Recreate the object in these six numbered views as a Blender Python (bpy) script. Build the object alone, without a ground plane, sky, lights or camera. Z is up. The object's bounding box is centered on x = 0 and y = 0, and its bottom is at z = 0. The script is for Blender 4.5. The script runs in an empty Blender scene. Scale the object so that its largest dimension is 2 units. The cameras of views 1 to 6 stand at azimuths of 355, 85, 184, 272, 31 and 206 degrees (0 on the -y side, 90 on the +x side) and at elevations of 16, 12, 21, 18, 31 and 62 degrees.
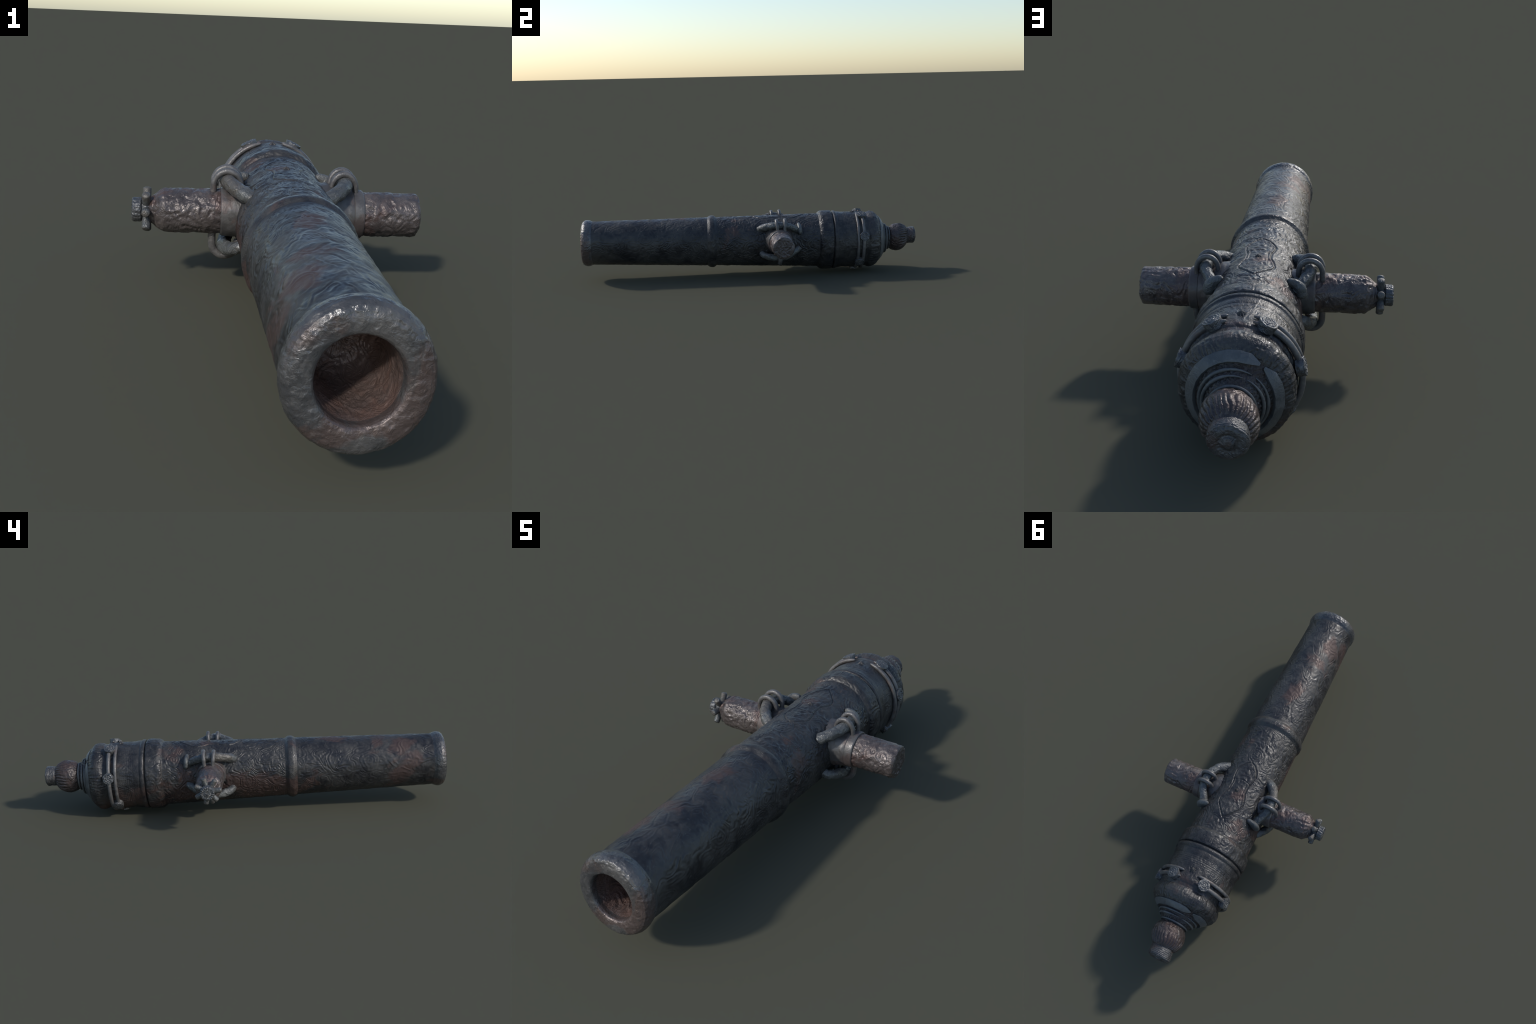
"""Old muzzle-loading cannon barrel with trunnions, dolphin handles, lashing hoops,
a strap band with rosette studs round the breech and a button cascabel."""
import bpy, math
import numpy as np
from mathutils import Vector, Matrix

TAU = 2 * math.pi

# ------------------------------------------------------------------ bore axis
SX = 0.953                       # cross-sections are slightly narrower than tall


def axis_x(y):
    y = np.asarray(y, float)
    return 0.0243 - 0.0016 * y - 0.015 * np.clip((y - 0.86) / 0.14, 0, 1)


def axis_z(y):
    y = np.asarray(y, float)
    return 0.1972 - 0.0218 * y + 0.0085 * np.clip((y - 0.70) / 0.16, 0, 1) + 0.0110 * np.clip((y - 0.88) / 0.09, 0, 1)


def on_barrel(y, ang, r, sx=SX):
    """point at station y, angle from the top (positive to +x), distance r from the bore axis"""
    y, ang, r = np.broadcast_arrays(np.asarray(y, float), ang, r)
    c = r * np.cos(ang)
    return np.stack([axis_x(y) + sx * r * np.sin(ang), y + 0.0218 * c, axis_z(y) + c], -1)


# ------------------------------------------------------------------ noise
class Noise:
    def __init__(self, seed):
        rng = np.random.default_rng(seed)
        self.p = np.tile(rng.permutation(256), 3)
        g = rng.normal(size=(256, 3))
        self.g = g / np.linalg.norm(g, axis=1, keepdims=True)

    def __call__(self, P):
        P = np.asarray(P, float)
        i = np.floor(P).astype(int)
        f = P - i
        i &= 255
        w = f * f * f * (f * (f * 6 - 15) + 10)
        out = 0
        for dx in (0, 1):
            for dy in (0, 1):
                for dz in (0, 1):
                    h = self.p[self.p[self.p[i[..., 0] + dx] + i[..., 1] + dy] + i[..., 2] + dz]
                    d = f - np.array([dx, dy, dz])
                    v = (self.g[h] * d).sum(-1)
                    wx = w[..., 0] if dx else 1 - w[..., 0]
                    wy = w[..., 1] if dy else 1 - w[..., 1]
                    wz = w[..., 2] if dz else 1 - w[..., 2]
                    out = out + v * wx * wy * wz
        return out * 1.5

    def fbm(self, P, octaves=3):
        P = np.asarray(P, float)
        return sum(self(P * 2 ** k + 17.3 * k) * 0.5 ** k for k in range(octaves))


N1, N2, N3 = Noise(11), Noise(23), Noise(37)


def smooth(a, b, x):
    t = np.clip((np.asarray(x, float) - a) / (b - a), 0, 1)
    return t * t * (3 - 2 * t)


def swirl(P, scale, bands, warp=0.35):
    """contour-line ripples of a noise field: the wavy, ring-like chasing of the casting"""
    Q = P * scale
    q = Q + warp * np.stack([N2(Q * 1.7), N2(Q * 1.7 + 31.7), N2(Q * 1.7 + 67.1)], -1)
    return np.sin(TAU * bands * N1(q))


# ------------------------------------------------------------------ materials
def make_metal(name, dark, mid, rust, rust_amount=0.5, rough=0.46, metallic=0.35, grain=0.5,
               stretch=(1, 1, 1), patch_scale=6.0, pits=0.25, rough_var=0.14, ripple_amount=0.12, pit_bump=0.0, flank=0.0):
    m = bpy.data.materials.new(name)
    m.use_nodes = True
    nt = m.node_tree
    N, L = nt.nodes, nt.links
    bsdf = N["Principled BSDF"]
    tc = N.new("ShaderNodeTexCoord")
    coord = tc.outputs["Object"]

    def mapping(scale, loc=(0, 0, 0)):
        n = N.new("ShaderNodeMapping")
        n.inputs["Scale"].default_value = scale
        n.inputs["Location"].default_value = loc
        L.new(coord, n.inputs["Vector"])
        return n.outputs["Vector"]

    def noise(vec, scale, detail=4, rough_=0.55, dist=0.0):
        n = N.new("ShaderNodeTexNoise")
        n.inputs["Scale"].default_value = scale
        n.inputs["Detail"].default_value = detail
        n.inputs["Roughness"].default_value = rough_
        n.inputs["Distortion"].default_value = dist
        L.new(vec, n.inputs["Vector"])
        return n.outputs["Fac"]

    def ramp(fac, a, b, va=0.0, vb=1.0):
        n = N.new("ShaderNodeMapRange")
        n.interpolation_type = "SMOOTHSTEP"
        for k, v in zip(("From Min", "From Max", "To Min", "To Max"), (a, b, va, vb)):
            n.inputs[k].default_value = v
        L.new(fac, n.inputs["Value"])
        return n.outputs["Result"]

    def mix(fac, a, b, blend="MIX"):
        n = N.new("ShaderNodeMix")
        n.data_type = "RGBA"
        n.blend_type = blend
        for sock, v in ((n.inputs[6], a), (n.inputs[7], b)):
            if isinstance(v, tuple):
                sock.default_value = (*v, 1)
            else:
                L.new(v, sock)
        if isinstance(fac, float):
            n.inputs[0].default_value = fac
        else:
            L.new(fac, n.inputs[0])
        return n.outputs[2]

    def math_(op, a, b):
        n = N.new("ShaderNodeMath")
        n.operation = op
        for sock, v in zip(n.inputs, (a, b)):
            if isinstance(v, (int, float)):
                sock.default_value = v
            else:
                L.new(v, sock)
        return n.outputs[0]

    base = mapping((1, 1, 1))
    big = noise(base, patch_scale, 5, 0.6, 0.4)
    med = noise(mapping((1, 1, 1), (3.1, 1.7, 5.3)), patch_scale * 3.6, 5, 0.62, 0.6)
    tone = ramp(math_("ADD", math_("MULTIPLY", big, 0.6), math_("MULTIPLY", med, 0.4)), 0.38, 0.62)
    c = mix(tone, dark, mid)
    rb = noise(mapping((1, 0.7, 1), (7.7, 2.2, 9.1)), patch_scale * 0.75, 5, 0.62, 0.5)
    if flank:      # the stains lie mostly along the -x flank of the barrel
        sep = N.new("ShaderNodeSeparateXYZ")
        L.new(coord, sep.inputs[0])
        rb = math_("ADD", rb, ramp(sep.outputs[0], -0.14, 0.12, flank, -flank))
    rmask = ramp(rb, 0.62 - 0.22 * rust_amount, 0.69 - 0.20 * rust_amount, 0.0, 0.9)
    c = mix(rmask, c, rust)
    fleck = ramp(noise(base, 75, 4, 0.7), 0.55, 0.75, 0.0, 0.45)
    c = mix(fleck, c, tuple(min(1, v * 1.55) for v in mid))
    speck = ramp(noise(mapping((1, 1, 1), (1.2, 8.4, 4.4)), 120, 3, 0.6), 0.60, 0.72, 0.0, pits)
    c = mix(speck, c, tuple(v * 0.45 for v in dark))
    L.new(c, bsdf.inputs["Base Color"])
    r = ramp(med, 0.3, 0.7, rough - rough_var, rough + rough_var)
    L.new(math_("ADD", r, math_("MULTIPLY", rmask, 0.08)), bsdf.inputs["Roughness"])
    bsdf.inputs["Metallic"].default_value = metallic
    bsdf.inputs["Specular IOR Level"].default_value = 0.5
    # fine grain: strands laid round the casting, swirl ripples, pits
    strand = noise(mapping(stretch), 60, 4, 0.6, 1.2)
    rip = noise(base, 26, 2, 0.5, 1.4)
    ripple = math_("SINE", math_("MULTIPLY", rip, 46.0), 0.0)
    fine = noise(base, 150, 3, 0.6)
    h = math_("ADD", math_("MULTIPLY", strand, 1.0), math_("MULTIPLY", ripple, ripple_amount))
    h = math_("ADD", h, math_("MULTIPLY", fine, 0.25))
    if pit_bump:
        dots = noise(base, 62, 2, 0.45)
        h = math_("ADD", h, math_("MULTIPLY", dots, pit_bump))
    bump = N.new("ShaderNodeBump")
    bump.inputs["Strength"].default_value = grain
    bump.inputs["Distance"].default_value = 0.004
    L.new(h, bump.inputs["Height"])
    L.new(bump.outputs["Normal"], bsdf.inputs["Normal"])
    return m


IRON = dict(dark=(0.022, 0.022, 0.025), mid=(0.064, 0.061, 0.058), rust=(0.074, 0.047, 0.041))
M_BARREL = make_metal("weathered_gunmetal", **IRON, rust_amount=0.40, flank=0.07, stretch=(1, 0.35, 1), rough=0.41, grain=0.42, patch_scale=6.0)
M_CHASE = make_metal("smoother_chase_metal", **IRON, rust_amount=0.04, flank=0.085, stretch=(1, 0.35, 1), rough=0.45, grain=0.17, patch_scale=6.0, ripple_amount=0.06)
M_LIP = make_metal("worn_muzzle_metal", (0.062, 0.064, 0.068), (0.115, 0.112, 0.110), (0.100, 0.075, 0.068), 0.5, rough=0.29, metallic=0.4, grain=0.55, ripple_amount=0.0, pit_bump=1.4)
M_BORE = make_metal("rusty_bore", (0.094, 0.070, 0.063), (0.150, 0.110, 0.098), (0.135, 0.085, 0.070), 0.5, rough=0.46, metallic=0.2, grain=0.6, stretch=(1, 0.3, 1))
M_TRUNNION = make_metal("brown_trunnion_metal", (0.066, 0.055, 0.053), (0.126, 0.107, 0.101), (0.098, 0.066, 0.059), 0.5, rough=0.36, metallic=0.35, grain=0.45, patch_scale=9, pit_bump=1.2)
M_COLLAR = make_metal("smooth_collar_metal", (0.078, 0.074, 0.073), (0.125, 0.120, 0.116), (0.105, 0.082, 0.076), 0.4, rough=0.42, metallic=0.35, grain=0.16, patch_scale=9)
M_HANDLE = make_metal("grey_handle_metal", (0.075, 0.079, 0.080), (0.135, 0.138, 0.133), (0.108, 0.098, 0.086), 0.3, rough=0.40, metallic=0.3, grain=0.6, patch_scale=10)
M_HOOP = make_metal("pale_hoop_metal", (0.085, 0.082, 0.081), (0.156, 0.149, 0.144), (0.122, 0.096, 0.087), 0.42, rough=0.42, metallic=0.3, grain=0.25, patch_scale=14)
M_STUD = make_metal("bright_stud_metal", (0.070, 0.073, 0.078), (0.142, 0.141, 0.139), (0.098, 0.080, 0.074), 0.25, rough=0.33, metallic=0.45, grain=0.7, patch_scale=18)
M_RING = make_metal("blue_grey_ring_metal", (0.074, 0.080, 0.084), (0.126, 0.130, 0.131), (0.098, 0.088, 0.080), 0.25, rough=0.44, metallic=0.3, grain=0.3, patch_scale=9)
M_BALL = make_metal("red_brown_button_metal", (0.040, 0.032, 0.031), (0.074, 0.060, 0.057), (0.064, 0.043, 0.039), 0.5, rough=0.36, metallic=0.3, grain=0.45, patch_scale=12)
M_KNOB = make_metal("dull_knob_metal", (0.050, 0.050, 0.053), (0.102, 0.099, 0.098), (0.078, 0.058, 0.053), 0.45, rough=0.38, metallic=0.35, grain=0.7, patch_scale=16)
M_CONE = make_metal("dark_neck_metal", (0.030, 0.028, 0.029), (0.058, 0.053, 0.053), (0.045, 0.034, 0.031), 0.5, rough=0.40, metallic=0.3, grain=0.8, patch_scale=16)
M_SPIKE = make_metal("black_vent_metal", (0.030, 0.029, 0.030), (0.055, 0.052, 0.052), (0.050, 0.036, 0.032), 0.3, rough=0.5, metallic=0.2, grain=0.3, patch_scale=20)


# ------------------------------------------------------------------ object helpers
def empty(name, parent=None, loc=(0, 0, 0)):
    o = bpy.data.objects.new(name, None)
    bpy.context.scene.collection.objects.link(o)
    o.empty_display_size = 0.1
    o.location = loc
    if parent:
        o.parent = parent
    return o


def new_object(name, mesh, parent, matrix=None):
    o = bpy.data.objects.new(name, mesh)
    bpy.context.scene.collection.objects.link(o)
    o.parent = parent
    if matrix is not None:
        o.matrix_local = matrix
    return o


def mesh_from(name, V, F, mat, smooth_shade=True, normals=None):
    me = bpy.data.meshes.new(name)
    V = np.ascontiguousarray(V, np.float32)
    me.vertices.add(len(V))
    me.vertices.foreach_set("co", V.ravel())
    tot = np.array([len(f) for f in F], np.int32) if not isinstance(F, np.ndarray) else np.full(len(F), F.shape[1], np.int32)
    loops = np.concatenate([np.asarray(f, np.int32) for f in F]) if not isinstance(F, np.ndarray) else F.astype(np.int32).ravel()
    me.loops.add(len(loops))
    me.loops.foreach_set("vertex_index", loops)
    me.polygons.add(len(tot))
    me.polygons.foreach_set("loop_start", np.concatenate([[0], np.cumsum(tot)[:-1]]).astype(np.int32))
    me.polygons.foreach_set("use_smooth", np.full(len(tot), smooth_shade))
    me.update(calc_edges=True)
    me.materials.append(mat)
    if normals is not None:
        me.normals_split_custom_set_from_vertices([tuple(n) for n in normals])
    return me


def grid_faces(rows, cols, wrap=True, flip=False):
    i = np.arange(rows - 1)[:, None]
    j = np.arange(cols if wrap else cols - 1)[None, :]
    k = (j + 1) % cols
    f = np.stack([i * cols + j, i * cols + k, (i + 1) * cols + k, (i + 1) * cols + j], -1).reshape(-1, 4)
    return f[:, ::-1] if flip else f


def grid_normals(P, flip=False):
    """smooth normals of a closed-in-j grid of points"""
    du = np.gradient(P, axis=0)
    dv = np.roll(P, -1, 1) - np.roll(P, 1, 1)
    n = np.cross(du, dv)
    n /= np.linalg.norm(n, axis=-1, keepdims=True) + 1e-12
    return -n if flip else n


def resample(points, step):
    """profile polyline -> points about `step` apart, keeping every corner"""
    out = [points[0]]
    for a, b in zip(points[:-1], points[1:]):
        a, b = np.array(a, float), np.array(b, float)
        k = max(1, int(math.ceil(np.linalg.norm(b - a) / step)))
        out += [tuple(a + (b - a) * (i / k)) for i in range(1, k + 1)]
    return np.array(out)


def rounded(points, n=1):
    """corner-cutting of a profile (keeps the ends)"""
    p = np.array(points, float)
    for _ in range(n):
        q = [p[0]]
        for a, b in zip(p[:-1], p[1:]):
            L = np.linalg.norm(b - a)
            t = min(0.25, 0.0035 / max(L, 1e-9))
            q += [a + (b - a) * t, b - (b - a) * t]
        q.append(p[-1])
        p = np.array(q)
    return [tuple(v) for v in p]


# ------------------------------------------------------------------ the barrel
cannon = empty("cannon")
cannon["label"] = "old dark bronze cannon barrel with ornate handles and breech"
cannon["category"] = "cannon"

BORE_R = 0.0768
bore_profile = [(-0.775, 0.0005), (-0.776, 0.020), (-0.780, 0.040), (-0.788, 0.056), (-0.800, 0.068), (-0.816, 0.0745), (-0.84, BORE_R),
                (-0.974, BORE_R)]
lip_profile = [(-0.974, BORE_R), (-0.987, 0.0772), (-0.9925, 0.0790), (-0.9960, 0.0822), (-0.9978, 0.0880), (-0.9985, 0.098), (-0.9976, 0.1095), (-0.9952, 0.1190),
               (-0.9905, 0.1268), (-0.982, 0.1325), (-0.972, 0.1355), (-0.962, 0.1355), (-0.950, 0.1330), (-0.941, 0.1288), (-0.936, 0.1270)]
chase_profile = [(-0.936, 0.1270), (-0.2665, 0.1432)]
ring_profile = [(-0.2665, 0.1432), (-0.2590, 0.1482), (-0.2515, 0.1526), (-0.2460, 0.1540), (-0.2390, 0.1544), (-0.2310, 0.1540), (-0.2260, 0.1526), (-0.2190, 0.1476), (-0.2120, 0.1428)]
reinforce_profile = [(-0.2120, 0.1428), (0.392, 0.1588)]
base_profile = [(0.392, 0.1588), (0.397, 0.1650), (0.404, 0.1705), (0.414, 0.1745), (0.440, 0.1755), (0.466, 0.1755), (0.4715, 0.1735), (0.4745, 0.1660), (0.4765, 0.1640)]
moulding_profile = [(0.4765, 0.1640), (0.4785, 0.1660), (0.4805, 0.1715), (0.4850, 0.1742), (0.4905, 0.1750), (0.4965, 0.1738), (0.5005, 0.1705), (0.5035, 0.1690), (0.512, 0.1692), (0.5305, 0.1674), (0.532, 0.1662), (0.536, 0.1662)]
breech_profile = [(0.536, 0.1662), (0.655, 0.1662), (0.662, 0.1645), (0.669, 0.1600), (0.684, 0.1592)]
swell_profile = [(0.684, 0.1592), (0.690, 0.1620), (0.699, 0.1660), (0.7114, 0.1680), (0.724, 0.1665), (0.736, 0.1610), (0.747, 0.1515), (0.754, 0.1420), (0.758, 0.1340), (0.760, 0.1260)]

SECTIONS = [("bore", bore_profile, M_BORE), ("muzzle_swell", lip_profile, M_LIP), ("chase", chase_profile, M_CHASE),
            ("reinforce_ring", ring_profile, M_BARREL), ("reinforce", reinforce_profile, M_BARREL), ("base_ring", base_profile, M_BARREL),
            ("base_moulding", moulding_profile, M_BARREL), ("breech", breech_profile, M_BARREL), ("breech_swell", swell_profile, M_BARREL)]

COLS = 460
rows, cuts = [], [0]
for name, prof, mat in SECTIONS:
    step = 0.0024 if name in ("chase", "reinforce", "breech", "bore") else 0.0019
    pts = resample(prof, step)
    rows += list(pts if not rows else pts[1:])
    cuts.append(len(rows) - 1)
prof = np.array(rows)
ang = np.arange(COLS) / COLS * TAU
Y, A = np.meshgrid(prof[:, 0], ang, indexing="ij")
R = np.repeat(prof[:, 1][:, None], COLS, 1)
P0 = on_barrel(Y, A, R)
row_i = np.arange(len(prof))[:, None] * np.ones((1, COLS))


def band(k):
    """soft mask of section k"""
    a, b = cuts[k], cuts[k + 1]
    w = max(2.0, min(6.0, (b - a) / 5))
    return smooth(a - w * 0.3, a + w, row_i) * (1 - smooth(b - w, b + w * 0.3, row_i))


def wrapped(a):
    return (a + math.pi) % TAU - math.pi


# relief: height above the turned profile, along the surface normal
H = np.zeros_like(R)
sw = swirl(P0, 10.0, 3.6, 0.8)
sw2 = swirl(P0 * np.array([1, 0.6, 1]) + 3.3, 15.0, 2.6, 0.6)
strands = N3(np.stack([np.sin(A) * 9, Y * 95 + 2.2 * N2(P0 * 14), np.cos(A) * 9], -1))
lumps = N1.fbm(P0 * 26 + 9, 3)
b_bore, b_lip, b_chase, b_ring, b_rein, b_base, b_mould, b_breech, b_swell = [band(k) for k in range(9)]
plain_top = 0.35 + 0.65 * smooth(0.5, 1.1, np.abs(wrapped(A)))
rear_chase = smooth(-0.75, -0.45, Y)
H += b_chase * (0.0006 * sw * (0.05 + 0.95 * rear_chase) * (0.4 + 0.6 * plain_top) + 0.00036 * strands + 0.0005 * sw2 + 0.0009 * lumps)
H += b_rein * (0.00095 * sw + 0.0007 * sw2 + 0.0004 * strands + 0.0010 * lumps)
H += b_lip * (0.0009 * N1.fbm(P0 * 44, 2) + 0.0008 * N2(P0 * 95)) * smooth(0.078, 0.090, R)
H += b_bore * (0.0011 * strands + 0.0008 * sw2)
H += b_ring * 0.0016 * lumps
H += b_base * (0.0018 * lumps + 0.0007 * sw2)
H += b_mould * (0.0008 * lumps)
H += b_breech * (0.0008 * lumps + 0.0006 * sw2 + 0.0004 * np.sin(Y * 700) * smooth(0.60, 0.56, Y))
H += b_swell * (0.0014 * lumps + 0.0011 * N3(np.stack([np.sin(A) * 20, Y * 13 + N2(P0 * 12), np.cos(A) * 20], -1)) * 1.6 + 0.0007 * sw2)

S = wrapped(A) * R
# chased roundels: concentric ripples with a rim
for ry, deg, rad in ((-0.045, 0, 0.050), (-0.025, -97, 0.046), (-0.010, 102, 0.046), (0.335, -49, 0.036), (0.335, 49, 0.036), (-0.62, 70, 0.05), (-0.62, -70, 0.05), (-0.46, 115, 0.04), (-0.46, -115, 0.04), (0.06, 180, 0.05), (-0.5, 180, 0.05)):
    s = wrapped(A - math.radians(deg)) * R
    d = np.hypot(Y - ry, s * (1 + 0.15 * np.sign(s)))
    d = d + 0.0075 * N2(P0 * 22)
    inside = 1 - smooth(rad * 0.9, rad * 1.1, d)
    amp = 0.0006 if ry > -0.2 else 0.0003
    H = H * (1 - 0.45 * inside) + inside * amp * (np.cos(d / 0.0105 * TAU / 1.35) + 0.6 * np.exp(-(d / 0.006) ** 2))
    H -= amp * 1.4 * np.exp(-((d - rad) / 0.0028) ** 2)

# engraved shield cartouche on top of the reinforce, with an inner arch
cy = np.array([0.000, 0.012, 0.035, 0.060, 0.090, 0.125, 0.165, 0.195, 0.220, 0.245, 0.275, 0.300, 0.314])
cw = np.array([0.000, 0.020, 0.041, 0.052, 0.051, 0.043, 0.044, 0.056, 0.063, 0.057, 0.036, 0.014, 0.000])
yy = Y[:, 0]
w = np.interp(yy, cy, cw)
slope = np.gradient(w, yy + np.arange(len(yy)) * 1e-9)
wob = 0.003 * N2(P0 * 20)
d = (np.abs(S + wob) - w[:, None]) / np.sqrt(1 + np.clip(slope, -3, 3)[:, None] ** 2)
inzone = ((Y > -0.004) & (Y < 0.318) & (np.abs(wrapped(A)) < 0.9) & (np.abs(row_i - (cuts[4] + cuts[5]) / 2) < (cuts[5] - cuts[4]) / 2))
calm = inzone * (1 - smooth(0.004, 0.030, d))
H = H * (1 - 0.65 * calm)
H += inzone * (-0.0034 * np.exp(-(d / 0.0024) ** 2) + 0.0013 * np.exp(-((d + 0.0065) / 0.003) ** 2) + 0.0009 * np.exp(-((d - 0.007) / 0.003) ** 2))
inside = inzone * (1 - smooth(-0.008, -0.003, d))
cells = N3(P0 * np.array([70, 55, 70]))
H += inside * 0.0011 * np.clip(cells * 2.2, -0.8, 1.0)
arch = np.abs(Y - (0.104 + 5.5 * S ** 2)) / np.sqrt(1 + (11 * S) ** 2)
H += inzone * (np.abs(S) < 0.046) * (-0.0020 * np.exp(-(arch / 0.0021) ** 2))
side = np.abs(np.abs(S) - (0.030 + 0.05 * (Y - 0.12)))
H += inzone * ((Y > 0.12) & (Y < 0.21)) * (-0.0017 * np.exp(-(side / 0.0021) ** 2))
# scribed lines beside the rings
for ly in (-0.192, -0.183, -0.286, -0.292, 0.350, 0.358, 0.528, 0.553):
    H -= (b_chase + b_rein + b_mould + b_breech) * 0.0008 * np.exp(-((Y - ly) / 0.0014) ** 2)

Nrm = grid_normals(P0, flip=False)
if (Nrm[cuts[2] + 5] * (P0[cuts[2] + 5] - np.array([axis_x(0), 0, axis_z(0)]) * [1, 0, 1]))[:, [0, 2]].sum() < 0:
    Nrm = -Nrm
P1 = P0 + Nrm * H[..., None]
Nrm2 = grid_normals(P1)
if (Nrm2 * Nrm).sum() < 0:
    Nrm2 = -Nrm2
FLIP = np.dot(np.cross(P1[cuts[2] + 9, 1] - P1[cuts[2] + 9, 0], P1[cuts[2] + 10, 0] - P1[cuts[2] + 9, 0]), Nrm[cuts[2] + 9, 0]) < 0

barrel = None
for k, (name, _, mat) in enumerate(SECTIONS):
    a, b = cuts[k], cuts[k + 1]
    V, Nn = P1[a:b + 1].reshape(-1, 3), Nrm2[a:b + 1].reshape(-1, 3)
    F = grid_faces(b - a + 1, COLS, flip=FLIP)
    if name == "bore":            # close the end of the bore
        V = np.vstack([V, P1[a].mean(0)])
        Nn = np.vstack([Nn, [[0, -1, 0]]])
        cap = [[j, (j + 1) % COLS, len(V) - 1][::(1 if FLIP else -1)] for j in range(COLS)]
        F = [tuple(f) for f in F] + cap
    new_object(name, mesh_from(name, V, F, mat, normals=Nn), cannon)


# ------------------------------------------------------------------ generic sweeps
def tube(centre, radius, segs=20, cap=True, relief=None, squash=None):
    """sweep a circle along a polyline; radius may vary; optional relief(P)->height"""
    C = np.asarray(centre, float)
    n = len(C)
    T = np.gradient(C, axis=0)
    T /= np.linalg.norm(T, axis=1, keepdims=True)
    u = np.cross(T[0], [0.3, 0.2, 0.9])
    u /= np.linalg.norm(u)
    ring = np.arange(segs) / segs * TAU
    rad = np.broadcast_to(np.asarray(radius, float), (n,))
    rowsP, rowsN = [], []
    for i in range(n):
        u = u - T[i] * (u @ T[i])
        u /= np.linalg.norm(u)
        v = np.cross(T[i], u)
        nn = np.cos(ring)[:, None] * u + np.sin(ring)[:, None] * v
        rowsN.append(nn)
        rowsP.append(C[i] + rad[i] * nn)
    P, Nn = np.array(rowsP), np.array(rowsN)
    if relief is not None:
        P = P + Nn * relief(P)[..., None]
    V = P.reshape(-1, 3)
    F = [tuple(f) for f in grid_faces(n, segs)]
    if cap:
        V = np.vstack([V, C[0], C[-1]])
        k = n * segs
        F += [(k, (j + 1) % segs, j) for j in range(segs)]
        F += [(k + 1, (n - 1) * segs + j, (n - 1) * segs + (j + 1) % segs) for j in range(segs)]
    return V, F


def curve(points, n):
    """Catmull-Rom through the points, sampled evenly in parameter"""
    p = np.array([2 * np.array(points[0]) - points[1], *points, 2 * np.array(points[-1]) - points[-2]], float)
    out = []
    m = len(points) - 1
    for t in np.linspace(0, m, n):
        i = min(int(t), m - 1)
        f = t - i
        a, b, c, d = p[i:i + 4]
        out.append(0.5 * (2 * b + (c - a) * f + (2 * a - 5 * b + 4 * c - d) * f * f + (3 * b - a - 3 * c + d) * f ** 3))
    return np.array(out)


def spin(profile, origin, axis, segs, step=0.002, relief=None, side=1.0):
    """surface of revolution: profile of (distance along axis, radius)"""
    pr = resample(profile, step)
    ax = np.array(axis, float)
    u = np.cross(ax, [0, 0, 1.0]) if abs(ax[2]) < 0.9 else np.cross(ax, [0, 1.0, 0])
    u /= np.linalg.norm(u)
    v = np.cross(ax, u)
    t = np.arange(segs) / segs * TAU
    rad = np.cos(t)[:, None] * u + np.sin(t)[:, None] * v
    P = np.array(origin) + pr[:, 0, None, None] * ax + pr[:, 1, None, None] * rad[None]
    if relief is not None:
        Nn = grid_normals(P)
        if (Nn[len(pr) // 2] * rad).sum() < 0:
            Nn = -Nn
        Hh = relief(P, pr, t)
        P = P + Nn * (Hh * smooth(0, 0.006, pr[:, 1])[:, None])[..., None]
    V = P.reshape(-1, 3)
    F = grid_faces(len(pr), segs, flip=True)
    # drop degenerate tips by capping
    V = np.vstack([V, P[0].mean(0), P[-1].mean(0)])
    k = len(V) - 2
    F = [tuple(f) for f in F] + [(k, j, (j + 1) % segs) for j in range(segs)]
    F += [(k + 1, (len(pr) - 1) * segs + (j + 1) % segs, (len(pr) - 1) * segs + j) for j in range(segs)]
    return V, F


# ------------------------------------------------------------------ trunnions
TY, TZ = 0.152, 0.2225


def bark(amp, seed, x_end=None):
    """hammered, wrinkled surface of the trunnions; lengthwise flutes near the outer end"""
    def f(P, pr, t):
        Q = P + seed
        pit = smooth(0.22, 0.6, N3(Q * 46)) + 0.6 * smooth(0.25, 0.6, N2(Q * 70))
        h = -0.0024 * pit + amp * (0.9 * swirl(Q, 13, 2.4, 0.5) + 1.0 * N1.fbm(Q * 42, 2))
        flute = np.sin(np.arange(len(t))[None, :] / len(t) * TAU * 19 + 4.5 * N2(Q * 20)) * 1.1 * amp
        if x_end is not None:
            k = smooth(x_end[0], x_end[1], pr[:, 0])[:, None] * (1 - smooth(x_end[2], x_end[3], pr[:, 0]))[:, None]
            h = h * (1 - 0.3 * k) + flute * k * smooth(-0.25, 0.25, N3(Q * 16))
        return h
    return f


plain = lambda amp, seed, f=30: (lambda P, pr, t: amp * N1.fbm(P * f + seed, 3))

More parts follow.
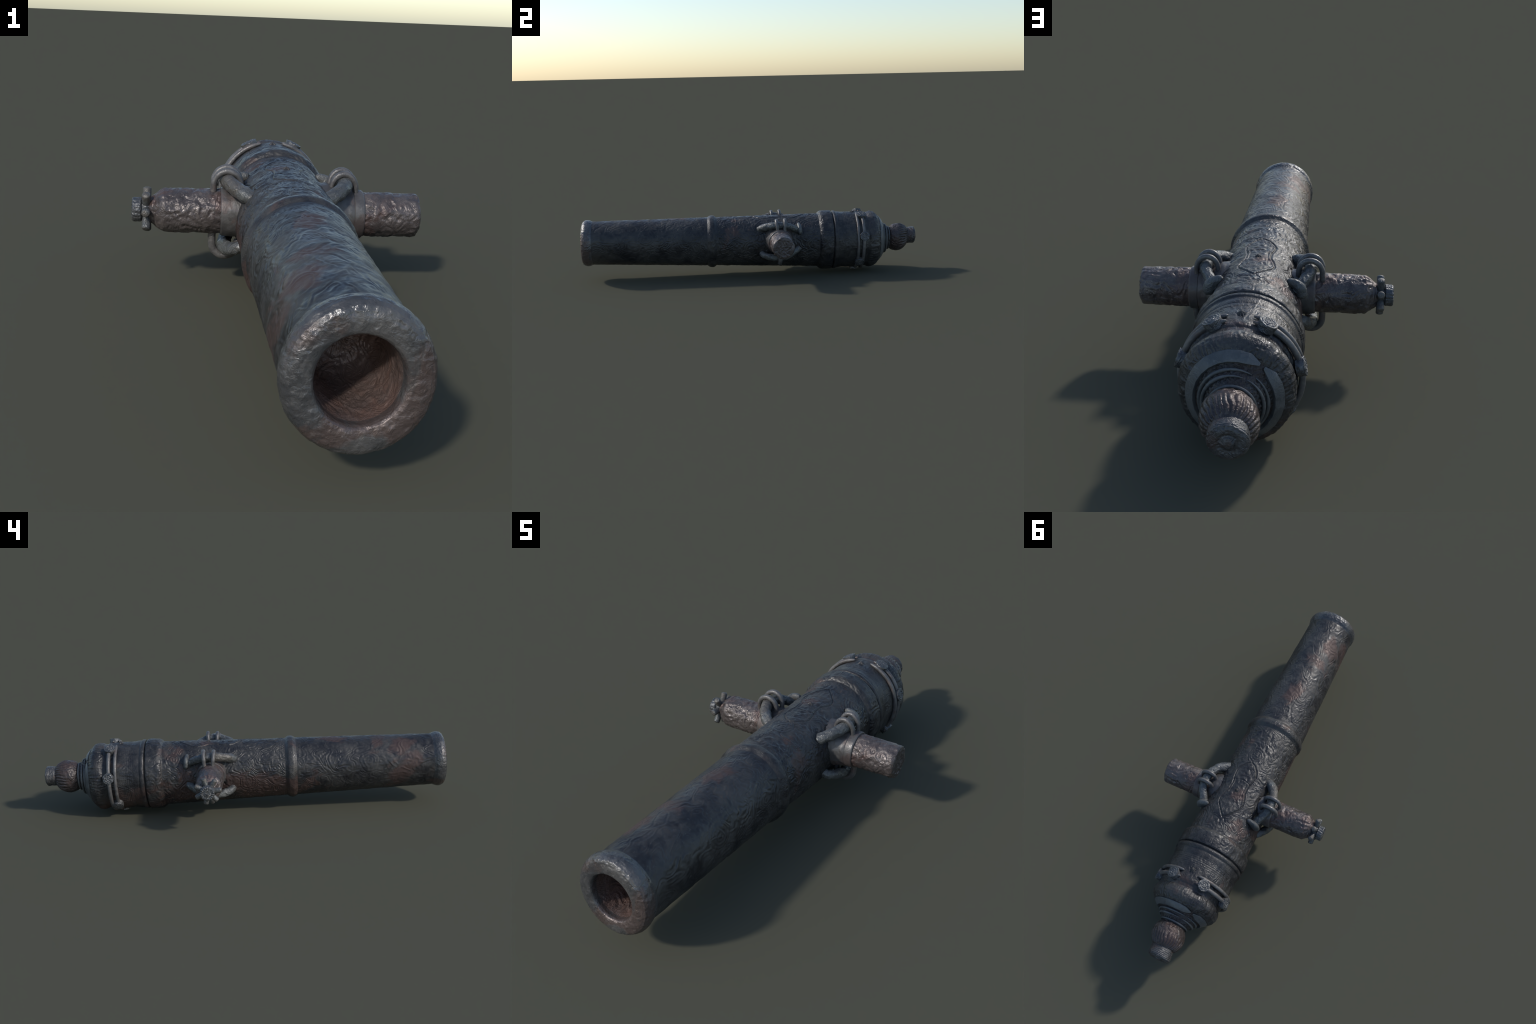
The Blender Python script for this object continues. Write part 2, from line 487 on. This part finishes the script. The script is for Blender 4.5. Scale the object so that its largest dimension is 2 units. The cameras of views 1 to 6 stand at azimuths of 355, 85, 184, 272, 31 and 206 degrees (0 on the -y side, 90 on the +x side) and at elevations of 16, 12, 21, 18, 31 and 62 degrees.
# +x side: long two-part collar and a plain round-ended trunnion
V, F = spin([(0.085, 0.092), (0.140, 0.0880), (0.165, 0.0820), (0.190, 0.0750), (0.214, 0.0706), (0.2165, 0.0695), (0.2175, 0.0708), (0.243, 0.0700), (0.246, 0.0680), (0.247, 0.060)],
            (0, TY, TZ), (1, 0, 0), 96, relief=lambda P, pr, t: (0.0007 * N1.fbm(P * 40 + 2, 3) + 0.0008 * swirl(P, 20, 1.6)) * (1 - smooth(0.20, 0.22, pr[:, 0]))[:, None] + 0.0003 * N1(P * 60))
new_object("trunnion_collar", mesh_from("trunnion_collar", V, F, M_COLLAR), cannon)
V, F = spin([(0.235, 0.0640), (0.330, 0.0635), (0.3985, 0.0622), (0.4045, 0.0607), (0.4085, 0.0572), (0.4105, 0.0500), (0.4110, 0.0440), (0.4100, 0.0400), (0.4105, 0.0340), (0.4095, 0.0160), (0.4110, 0.0110), (0.4115, 0.0005)],
            (0, TY, TZ), (1, 0, 0), 160, step=0.0016, relief=bark(0.0012, 1.7, (0.33, 0.36, 0.396, 0.401)))
new_object("trunnion", mesh_from("trunnion", V, F, M_TRUNNION), cannon)

# -x side: short collar, shouldered trunnion, seven-spoked hub
V, F = spin([(0.085, 0.0735), (0.120, 0.0725), (0.148, 0.0710), (0.159, 0.0700), (0.1625, 0.0680), (0.1635, 0.060)],
            (0, TY, TZ), (-1, 0, 0), 96, relief=lambda P, pr, t: (0.0007 * N1.fbm(P * 40 + 6, 3)) * (1 - smooth(0.135, 0.15, pr[:, 0]))[:, None] + 0.0004 * N1(P * 60))
new_object("trunnion_collar", mesh_from("trunnion_collar.001", V, F, M_COLLAR), cannon)
V, F = spin([(0.152, 0.0640), (0.275, 0.0632), (0.3235, 0.0620), (0.327, 0.0605), (0.340, 0.0520), (0.352, 0.0430), (0.360, 0.0370), (0.363, 0.0345), (0.3645, 0.030)],
            (0, TY, TZ), (-1, 0, 0), 160, step=0.0016, relief=bark(0.0012, 5.1, (0.272, 0.292, 0.335, 0.352)))
shoulder = new_object("trunnion", mesh_from("trunnion.001", V, F, M_TRUNNION), cannon)
V, F = spin([(0.358, 0.0290), (0.366, 0.0285), (0.3705, 0.0310), (0.3765, 0.0310), (0.381, 0.0280), (0.385, 0.0275), (0.3865, 0.0320), (0.389, 0.0342), (0.409, 0.0338), (0.4125, 0.0315), (0.4137, 0.0270), (0.4132, 0.0200), (0.4122, 0.0185), (0.4137, 0.0165), (0.4143, 0.0070), (0.4152, 0.0045), (0.4155, 0.0003)],
            (0, TY, TZ), (-1, 0, 0), 72, step=0.0016,
            relief=lambda P, pr, t: (0.0011 * np.sin(np.arange(72)[None, :] / 72 * TAU * 18 + 2 * N2(P * 50)) + 0.0008 * N1(P * 110)) * smooth(0.384, 0.39, pr[:, 0])[:, None] + 0.0006 * N1(P * 60))
hub = new_object("trunnion_hub", mesh_from("trunnion_hub", V, F, M_STUD), shoulder)
V, F = spin([(0.026, 0.0120), (0.034, 0.0120), (0.0575, 0.0125), (0.0610, 0.0118), (0.0635, 0.0095), (0.0648, 0.0045), (0.0650, 0.0004)], (0, 0, 0), (0, 0, 1), 20, step=0.002, relief=plain(0.0007, 3, 50))
spoke_mesh = mesh_from("hub_spoke", V, F, M_HANDLE)
for k in range(7):
    a = math.radians(190 + 360 / 7 * k)          # clockwise from the top, seen from outside
    # seen from -x the muzzle (-y) lies to the right
    M = Matrix.Translation((-0.3725, TY, TZ)) @ Matrix.Rotation(a, 4, "X")
    new_object("hub_spoke", spoke_mesh, shoulder, M)


# ------------------------------------------------------------------ dolphin handles
def handle(side, upper):
    """curved grip standing on the barrel beside the trunnion"""
    def pt(x, y, z):                             # offsets from the bore axis
        return (float(axis_x(y)) + side * x, y, float(axis_z(y)) + z)
    if upper:
        pts = [pt(0.078, 0.034, 0.074), pt(0.112, 0.047, 0.091), pt(0.143, 0.075, 0.106), pt(0.162, 0.112, 0.116), pt(0.170, 0.150, 0.120),
               pt(0.168, 0.187, 0.117), pt(0.157, 0.219, 0.107), pt(0.140, 0.248, 0.092), pt(0.122, 0.272, 0.076)]
        n = 90
        rad = np.interp(np.linspace(0, 1, n), [0, 0.15, 0.5, 0.75, 1], [0.0200, 0.0218, 0.0200, 0.0185, 0.0180])
        segs = 40
    else:
        pts = [pt(0.120, 0.048, -0.048), pt(0.146, 0.060, -0.058), pt(0.164, 0.088, -0.065), pt(0.174, 0.128, -0.071), pt(0.174, 0.170, -0.069),
               pt(0.166, 0.207, -0.056), pt(0.152, 0.245, -0.033), pt(0.130, 0.272, -0.016)]
        n = 84
        rad = np.interp(np.linspace(0, 1, n), [0, 0.2, 0.6, 1], [0.0175, 0.0190, 0.0195, 0.0180])
        segs = 36
    C = curve(pts, n)
    V, F = tube(C, rad, segs, relief=lambda P: 0.0016 * N1.fbm(P * 48 + 2 * side, 2) + 0.0011 * swirl(P + side, 24, 1.5, 0.5))
    h = new_object("handle", mesh_from("handle", V, F, M_HANDLE), cannon)
    if upper:
        # flattened, beaked foot where the grip comes back to the barrel
        y0 = 0.274
        t = np.linspace(0, 1, 26)
        path = []
        for f in t:
            a = math.radians(43 + 25 * f) * side
            lift = 0.012 + 0.010 * math.sin(math.pi * f) - 0.012 * (1 - f) * (1 - f)
            path.append(on_barrel(y0 - 0.010 + 0.010 * f, a, 0.154 + lift))
        rr = 0.021 * np.interp(t, [0, 0.08, 0.35, 0.6, 0.9, 1], [0.40, 0.66, 0.88, 1.0, 0.85, 0.5])
        V, F = tube(path, rr, 20, relief=lambda P: 0.0012 * N1.fbm(P * 45, 2))
        c = np.array(path).mean(0)
        V = np.array(V)
        V[:, 1] = c[1] + (V[:, 1] - c[1]) * 0.72
        new_object("handle_foot", mesh_from("handle_foot", V, F, M_HANDLE), h)
    return h


handles = {(s, u): handle(s, u) for s in (1, -1) for u in (True, False)}

# lashing hoops looped over the grips, their legs let into collar and barrel
def hoop_path(rise, r, outer_leg, inner_leg):
    a = np.linspace(0, math.pi, 26)
    arc = [(r * math.cos(t), 0, r * 1.0 * math.sin(t)) for t in a]
    leg = [(r, 0, -outer_leg * f) for f in (1, 0.75, 0.5, 0.25)]
    leg2 = [(-r - 0.1 * inner_leg * f, 0, -inner_leg * f) for f in (0.25, 0.5, 0.75, 1)]
    return np.array(leg + arc + leg2)


C = hoop_path(0, 0.0405, 0.032, 0.030)
V, F = tube(C, 0.0093, 16, relief=lambda P: 0.0006 * N1.fbm(P * 60, 2))
upper_hoop = mesh_from("lashing_hoop", V, F, M_HOOP)
C = hoop_path(0, 0.0370, 0.040, 0.010)
V, F = tube(C, 0.0115, 16, relief=lambda P: 0.0006 * N1.fbm(P * 60 + 4, 2))
lower_hoop = mesh_from("lower_lashing_hoop", V, F, M_HOOP)
for side in (1, -1):
    for y, lean in ((0.137, 5), (0.180, -4)):
        M = Matrix.Translation((float(axis_x(y)) + (0.1640 if side > 0 else -0.1690), y, 0.3015 + 0.05 * (y - 0.137))) @ Matrix.Rotation(0 if side > 0 else math.pi, 4, "Z") @ Matrix.Rotation(math.radians(lean * side), 4, "X") @ Matrix.Rotation(math.radians(-3), 4, "Y") @ Matrix.Scale(0.86 if side > 0 else 0.94, 4, (1, 0, 0))
        new_object("lashing_hoop", upper_hoop, handles[side, True], M)
    M = Matrix.Translation((float(axis_x(0.15)) + side * 0.1725, 0.150, 0.1290)) @ Matrix.Rotation(0 if side > 0 else math.pi, 4, "Z") @ Matrix.Rotation(math.pi, 4, "X")
    new_object("lower_lashing_hoop", lower_hoop, handles[side, False], M)

# ------------------------------------------------------------------ fluted vent spikes on top
def spike(y, name, r0, height):
    n, flutes = 54, 9
    t = np.arange(n) / n * TAU
    prof = [(1.0, -0.004), (0.8, 0.15), (0.55, 0.45), (0.3, 0.75), (0.1, 0.97), (0.01, 1.0)]
    V = []
    base_r = np.interp(y, [-0.2, 0.39, 0.54], [0.1428, 0.1588, 0.1662])
    for f, hgt in prof:
        rr = r0 * f * (1 + 0.22 * np.cos(flutes * t) * min(1, f * 2))
        dx, dy = rr * np.cos(t), rr * np.sin(t)
        V.append(on_barrel(y + dy, dx / base_r, base_r - 0.001 + height * hgt))
    P = np.array(V)
    F = [tuple(f) for f in grid_faces(len(prof), n)]
    me = mesh_from(name, P.reshape(-1, 3), F, M_SPIKE, smooth_shade=False)
    return new_object(name, me, cannon)


spike(0.165, "vent_spike", 0.0125, 0.009)
spike(0.602, "vent_spike", 0.0140, 0.011)

# ------------------------------------------------------------------ strap band round the breech
def strap_rod(y, r_rod, side, a0, a1, r_axis, sx):
    n = 80
    A_ = np.radians(np.linspace(a0, a1, n)) * side
    r_axis = r_axis - 0.0045 * smooth(math.radians(125), math.radians(158), np.abs(A_))   # lies flat underneath
    C = on_barrel(y, A_, r_axis, sx)
    f = np.linspace(0, 1, n)
    taper = np.interp(f, [0, 0.02, 0.06, 0.95, 0.985, 1], [0.30, 0.62, 1, 1, 0.65, 0.3]) * r_rod
    V, F = tube(C, taper, 14, relief=lambda P: 0.0005 * N1.fbm(P * 55, 2))
    return new_object("strap_rod", mesh_from("strap_rod", V, F, M_HOOP), cannon)


def stud_relief(P, pr, t):
    d = np.hypot(P[..., 0], P[..., 1])
    top = (pr[:, 0] > 0.0165)[:, None]
    petal = np.cos(np.arctan2(P[..., 1], P[..., 0]) * 7 + 60 * d) * 0.0007 * smooth(0.003, 0.008, d)
    rings = 0.0009 * np.cos(d / 0.0085 * TAU)
    return top * (petal + rings + 0.0006 * N1(P * 220)) + (1 - top) * 0.0008 * N1(P * 90)


V, F = spin([(-0.006, 0.0245), (0.006, 0.0250), (0.0150, 0.0255), (0.0178, 0.0248), (0.0192, 0.0225), (0.0196, 0.0180), (0.0198, 0.0090), (0.0200, 0.0004)], (0, 0, 0), (0, 0, 1), 72, step=0.0011, relief=stud_relief)
stud_mesh = mesh_from("rosette_stud", V, F, M_STUD)
rods = {}
SXS = {1: 0.962, -1: 1.0}          # the strap stands off the sides a little
for side in (1, -1):
    rods[side] = [strap_rod(0.6185, 0.0083, side, 12, 168, 0.1715, SXS[side]), strap_rod(0.6500, 0.0094, side, 12.5, 168, 0.1715, SXS[side])]
for side, deg, y in ((1, 25.7, 0.646), (1, 74.5, 0.6525), (1, 128.6, 0.630), (-1, 25.7, 0.646), (-1, 77.1, 0.6500), (-1, 128.6, 0.624), (1, 180, 0.617)):
    a = math.radians(deg) * side
    p = Vector(on_barrel(y, a, 0.1600 if deg == 180 else 0.1665, SXS[side] * 0.99))
    n = Vector((math.sin(a), 0.0218 * math.cos(a), math.cos(a)))
    q = n.to_track_quat("Z", "Y").to_matrix().to_4x4() @ Matrix.Rotation(math.radians(deg * 3.7), 4, "Z")
    new_object("rosette_stud", stud_mesh, rods[side][1], Matrix.Translation(p) @ q @ Matrix.Diagonal((1.07, 1.07, 1.04 if deg != 180 else 1.0, 1)))

# ------------------------------------------------------------------ cascabel
def turned(profile, relief, segs, name, mat, step=0.002, sx=0.955, parent=None):
    pr = resample(profile, step)
    t = np.arange(segs) / segs * TAU
    Yg, Ag = np.meshgrid(pr[:, 0], t, indexing="ij")
    Rg = np.repeat(pr[:, 1][:, None], segs, 1)
    P = on_barrel(Yg, Ag, Rg, sx)
    if relief is not None:
        Nn = grid_normals(P)
        out = P - np.stack([axis_x(Yg), Yg, axis_z(Yg)], -1)
        if (Nn * out).sum() < 0:
            Nn = -Nn
        P = P + Nn * (relief(P, Yg, Ag) * smooth(0, 0.006, Rg))[..., None]
    V = np.vstack([P.reshape(-1, 3), P[-1].mean(0)])
    F = [tuple(f) for f in grid_faces(len(pr), segs, flip=FLIP)]
    k = len(V) - 1
    F += [((len(pr) - 1) * segs + j, (len(pr) - 1) * segs + (j + 1) % segs, k)[::(-1 if FLIP else 1)] for j in range(segs)]
    return new_object(name, mesh_from(name, V, F, mat), parent or cannon)


cone_drop = lambda P, Yg, Ag: 0.0016 * np.sin(Ag * 34 + 3 * N2(P * 30)) * np.sin(Yg * 520) + 0.001 * N1(P * 70)
turned([(0.757, 0.130), (0.768, 0.115), (0.7745, 0.104), (0.779, 0.0985), (0.794, 0.0875), (0.808, 0.0770), (0.824, 0.0620), (0.842, 0.0560)], cone_drop, 150, "cascabel_neck", M_CONE)


def button_relief(P, Yg, Ag):
    rear = smooth(0.868, 0.900, Yg) * (1 - smooth(0.934, 0.942, Yg))
    front = 1 - smooth(0.865, 0.890, Yg)
    fl = np.abs(np.sin(Ag * 15 + 1.5 * N2(P * 30) + 8 * (Yg - 0.9))) ** 0.8 - 0.6
    return 0.0062 * fl * rear * (0.55 + 0.45 * smooth(-0.4, 0.3, N3(P * 22))) + 0.0012 * front * swirl(P, 22, 1.8, 0.5) + 0.0008 * N1(P * 60)


turned([(0.831, 0.0560), (0.834, 0.0630), (0.842, 0.0695), (0.853, 0.0760), (0.866, 0.0803), (0.880, 0.0815), (0.894, 0.0803), (0.908, 0.0762), (0.921, 0.0695), (0.931, 0.0620), (0.938, 0.0550), (0.943, 0.0490), (0.946, 0.0455)],
       button_relief, 200, "cascabel_button", M_BALL, step=0.0016, sx=0.94)


def knob_relief(P, Yg, Ag):
    end = smooth(0.994, 0.998, Yg)
    return 0.0007 * np.sin(Yg * 900 + 4 * N2(P * 25)) * (1 - end) + 0.0011 * N1(P * 48) + 0.0006 * swirl(P, 30, 1.4)


turned([(0.940, 0.0470), (0.950, 0.0480), (0.965, 0.0485), (0.980, 0.0500), (0.9865, 0.0485), (0.9900, 0.0450), (0.9925, 0.0390), (0.9935, 0.0300), (0.9915, 0.0265), (0.9900, 0.0220), (0.9918, 0.0175), (0.9955, 0.0150), (0.9990, 0.0090), (0.9998, 0.0004)],
       knob_relief, 120, "cascabel_knob", M_KNOB, step=0.0016, sx=1.06)


# open-ended rings (each broken near the upper left with tapering tips) round the neck
def open_ring(y, section, gap_deg, gap_width, name, segs=30, taper=0.06):
    """section: list of (dy, r) corners swept round the axis except over the gap"""
    g = math.radians(gap_deg)
    half = math.radians(gap_width) / 2
    A_ = np.linspace(g + half, g + TAU - half, segs)
    sec = np.array(section, float)
    cen = sec.mean(0)
    rowsP = []
    for i, a in enumerate(A_):
        f = i / (segs - 1)
        k = min(1.0, 0.25 + 0.75 * min(f, 1 - f) / taper) if taper else 1
        s = cen + (sec - cen) * k
        rowsP.append(on_barrel(y + s[:, 0], a, s[:, 1]))
    P = np.array(rowsP)
    m = len(sec)
    V = P.reshape(-1, 3)
    F = [tuple(f) for f in grid_faces(segs, m)] + [tuple(range(m))[::-1], tuple((segs - 1) * m + j for j in range(m))]
    me = mesh_from(name, V, F, M_RING, smooth_shade=True)
    o = new_object(name, me, cannon)
    return o


def round_section(r, rad, n=10):
    return [(rad * math.sin(t), r + rad * math.cos(t)) for t in np.arange(n) / n * TAU]


def plate_ring(y0, r0, y1, r1, thick, gap, width, name):
    d = np.array([y1 - y0, r1 - r0])
    d /= np.linalg.norm(d)
    n = np.array([-d[1], d[0]]) * thick
    n = n if n[0] > 0 else -n
    a, b = np.array([y0, r0]), np.array([y1, r1])
    c = b + np.array([-0.006, -0.004])
    e = a + np.array([-0.004, -0.010])
    sec = [a, a + n * 0.8 + d * 0.001, a + n + d * 0.003, b + n - d * 0.003, b + n * 0.8 - d * 0.0008, b, c - n, e - n]
    o = open_ring(0.0, [tuple(v) for v in sec], gap, width, name, segs=26, taper=0.045)
    return o


plate_ring(0.7565, 0.1385, 0.7790, 0.1125, 0.0035, -38, 7, "breech_plate")
open_ring(0.7865, round_section(0.0955, 0.0058), -36, 8, "neck_ring", segs=40, taper=0.14)
open_ring(0.8030, round_section(0.0850, 0.0055), -24, 9, "neck_ring", segs=40, taper=0.14)
open_ring(0.8240, round_section(0.0660, 0.0048), 100, 6, "neck_ring", segs=40, taper=0.10)

# shade smooth by angle on the turned hardware with crisp corners
for o in bpy.data.objects:
    if o.type == "MESH" and o.name.split(".")[0] in ("breech_plate", "trunnion_collar"):
        me = o.data
        ang_limit = math.radians(38)
        import bmesh
        bm = bmesh.new()
        bm.from_mesh(me)
        for e in bm.edges:
            e.smooth = not (len(e.link_faces) == 2 and e.calc_face_angle(0) > ang_limit)
        bm.to_mesh(me)
        bm.free()
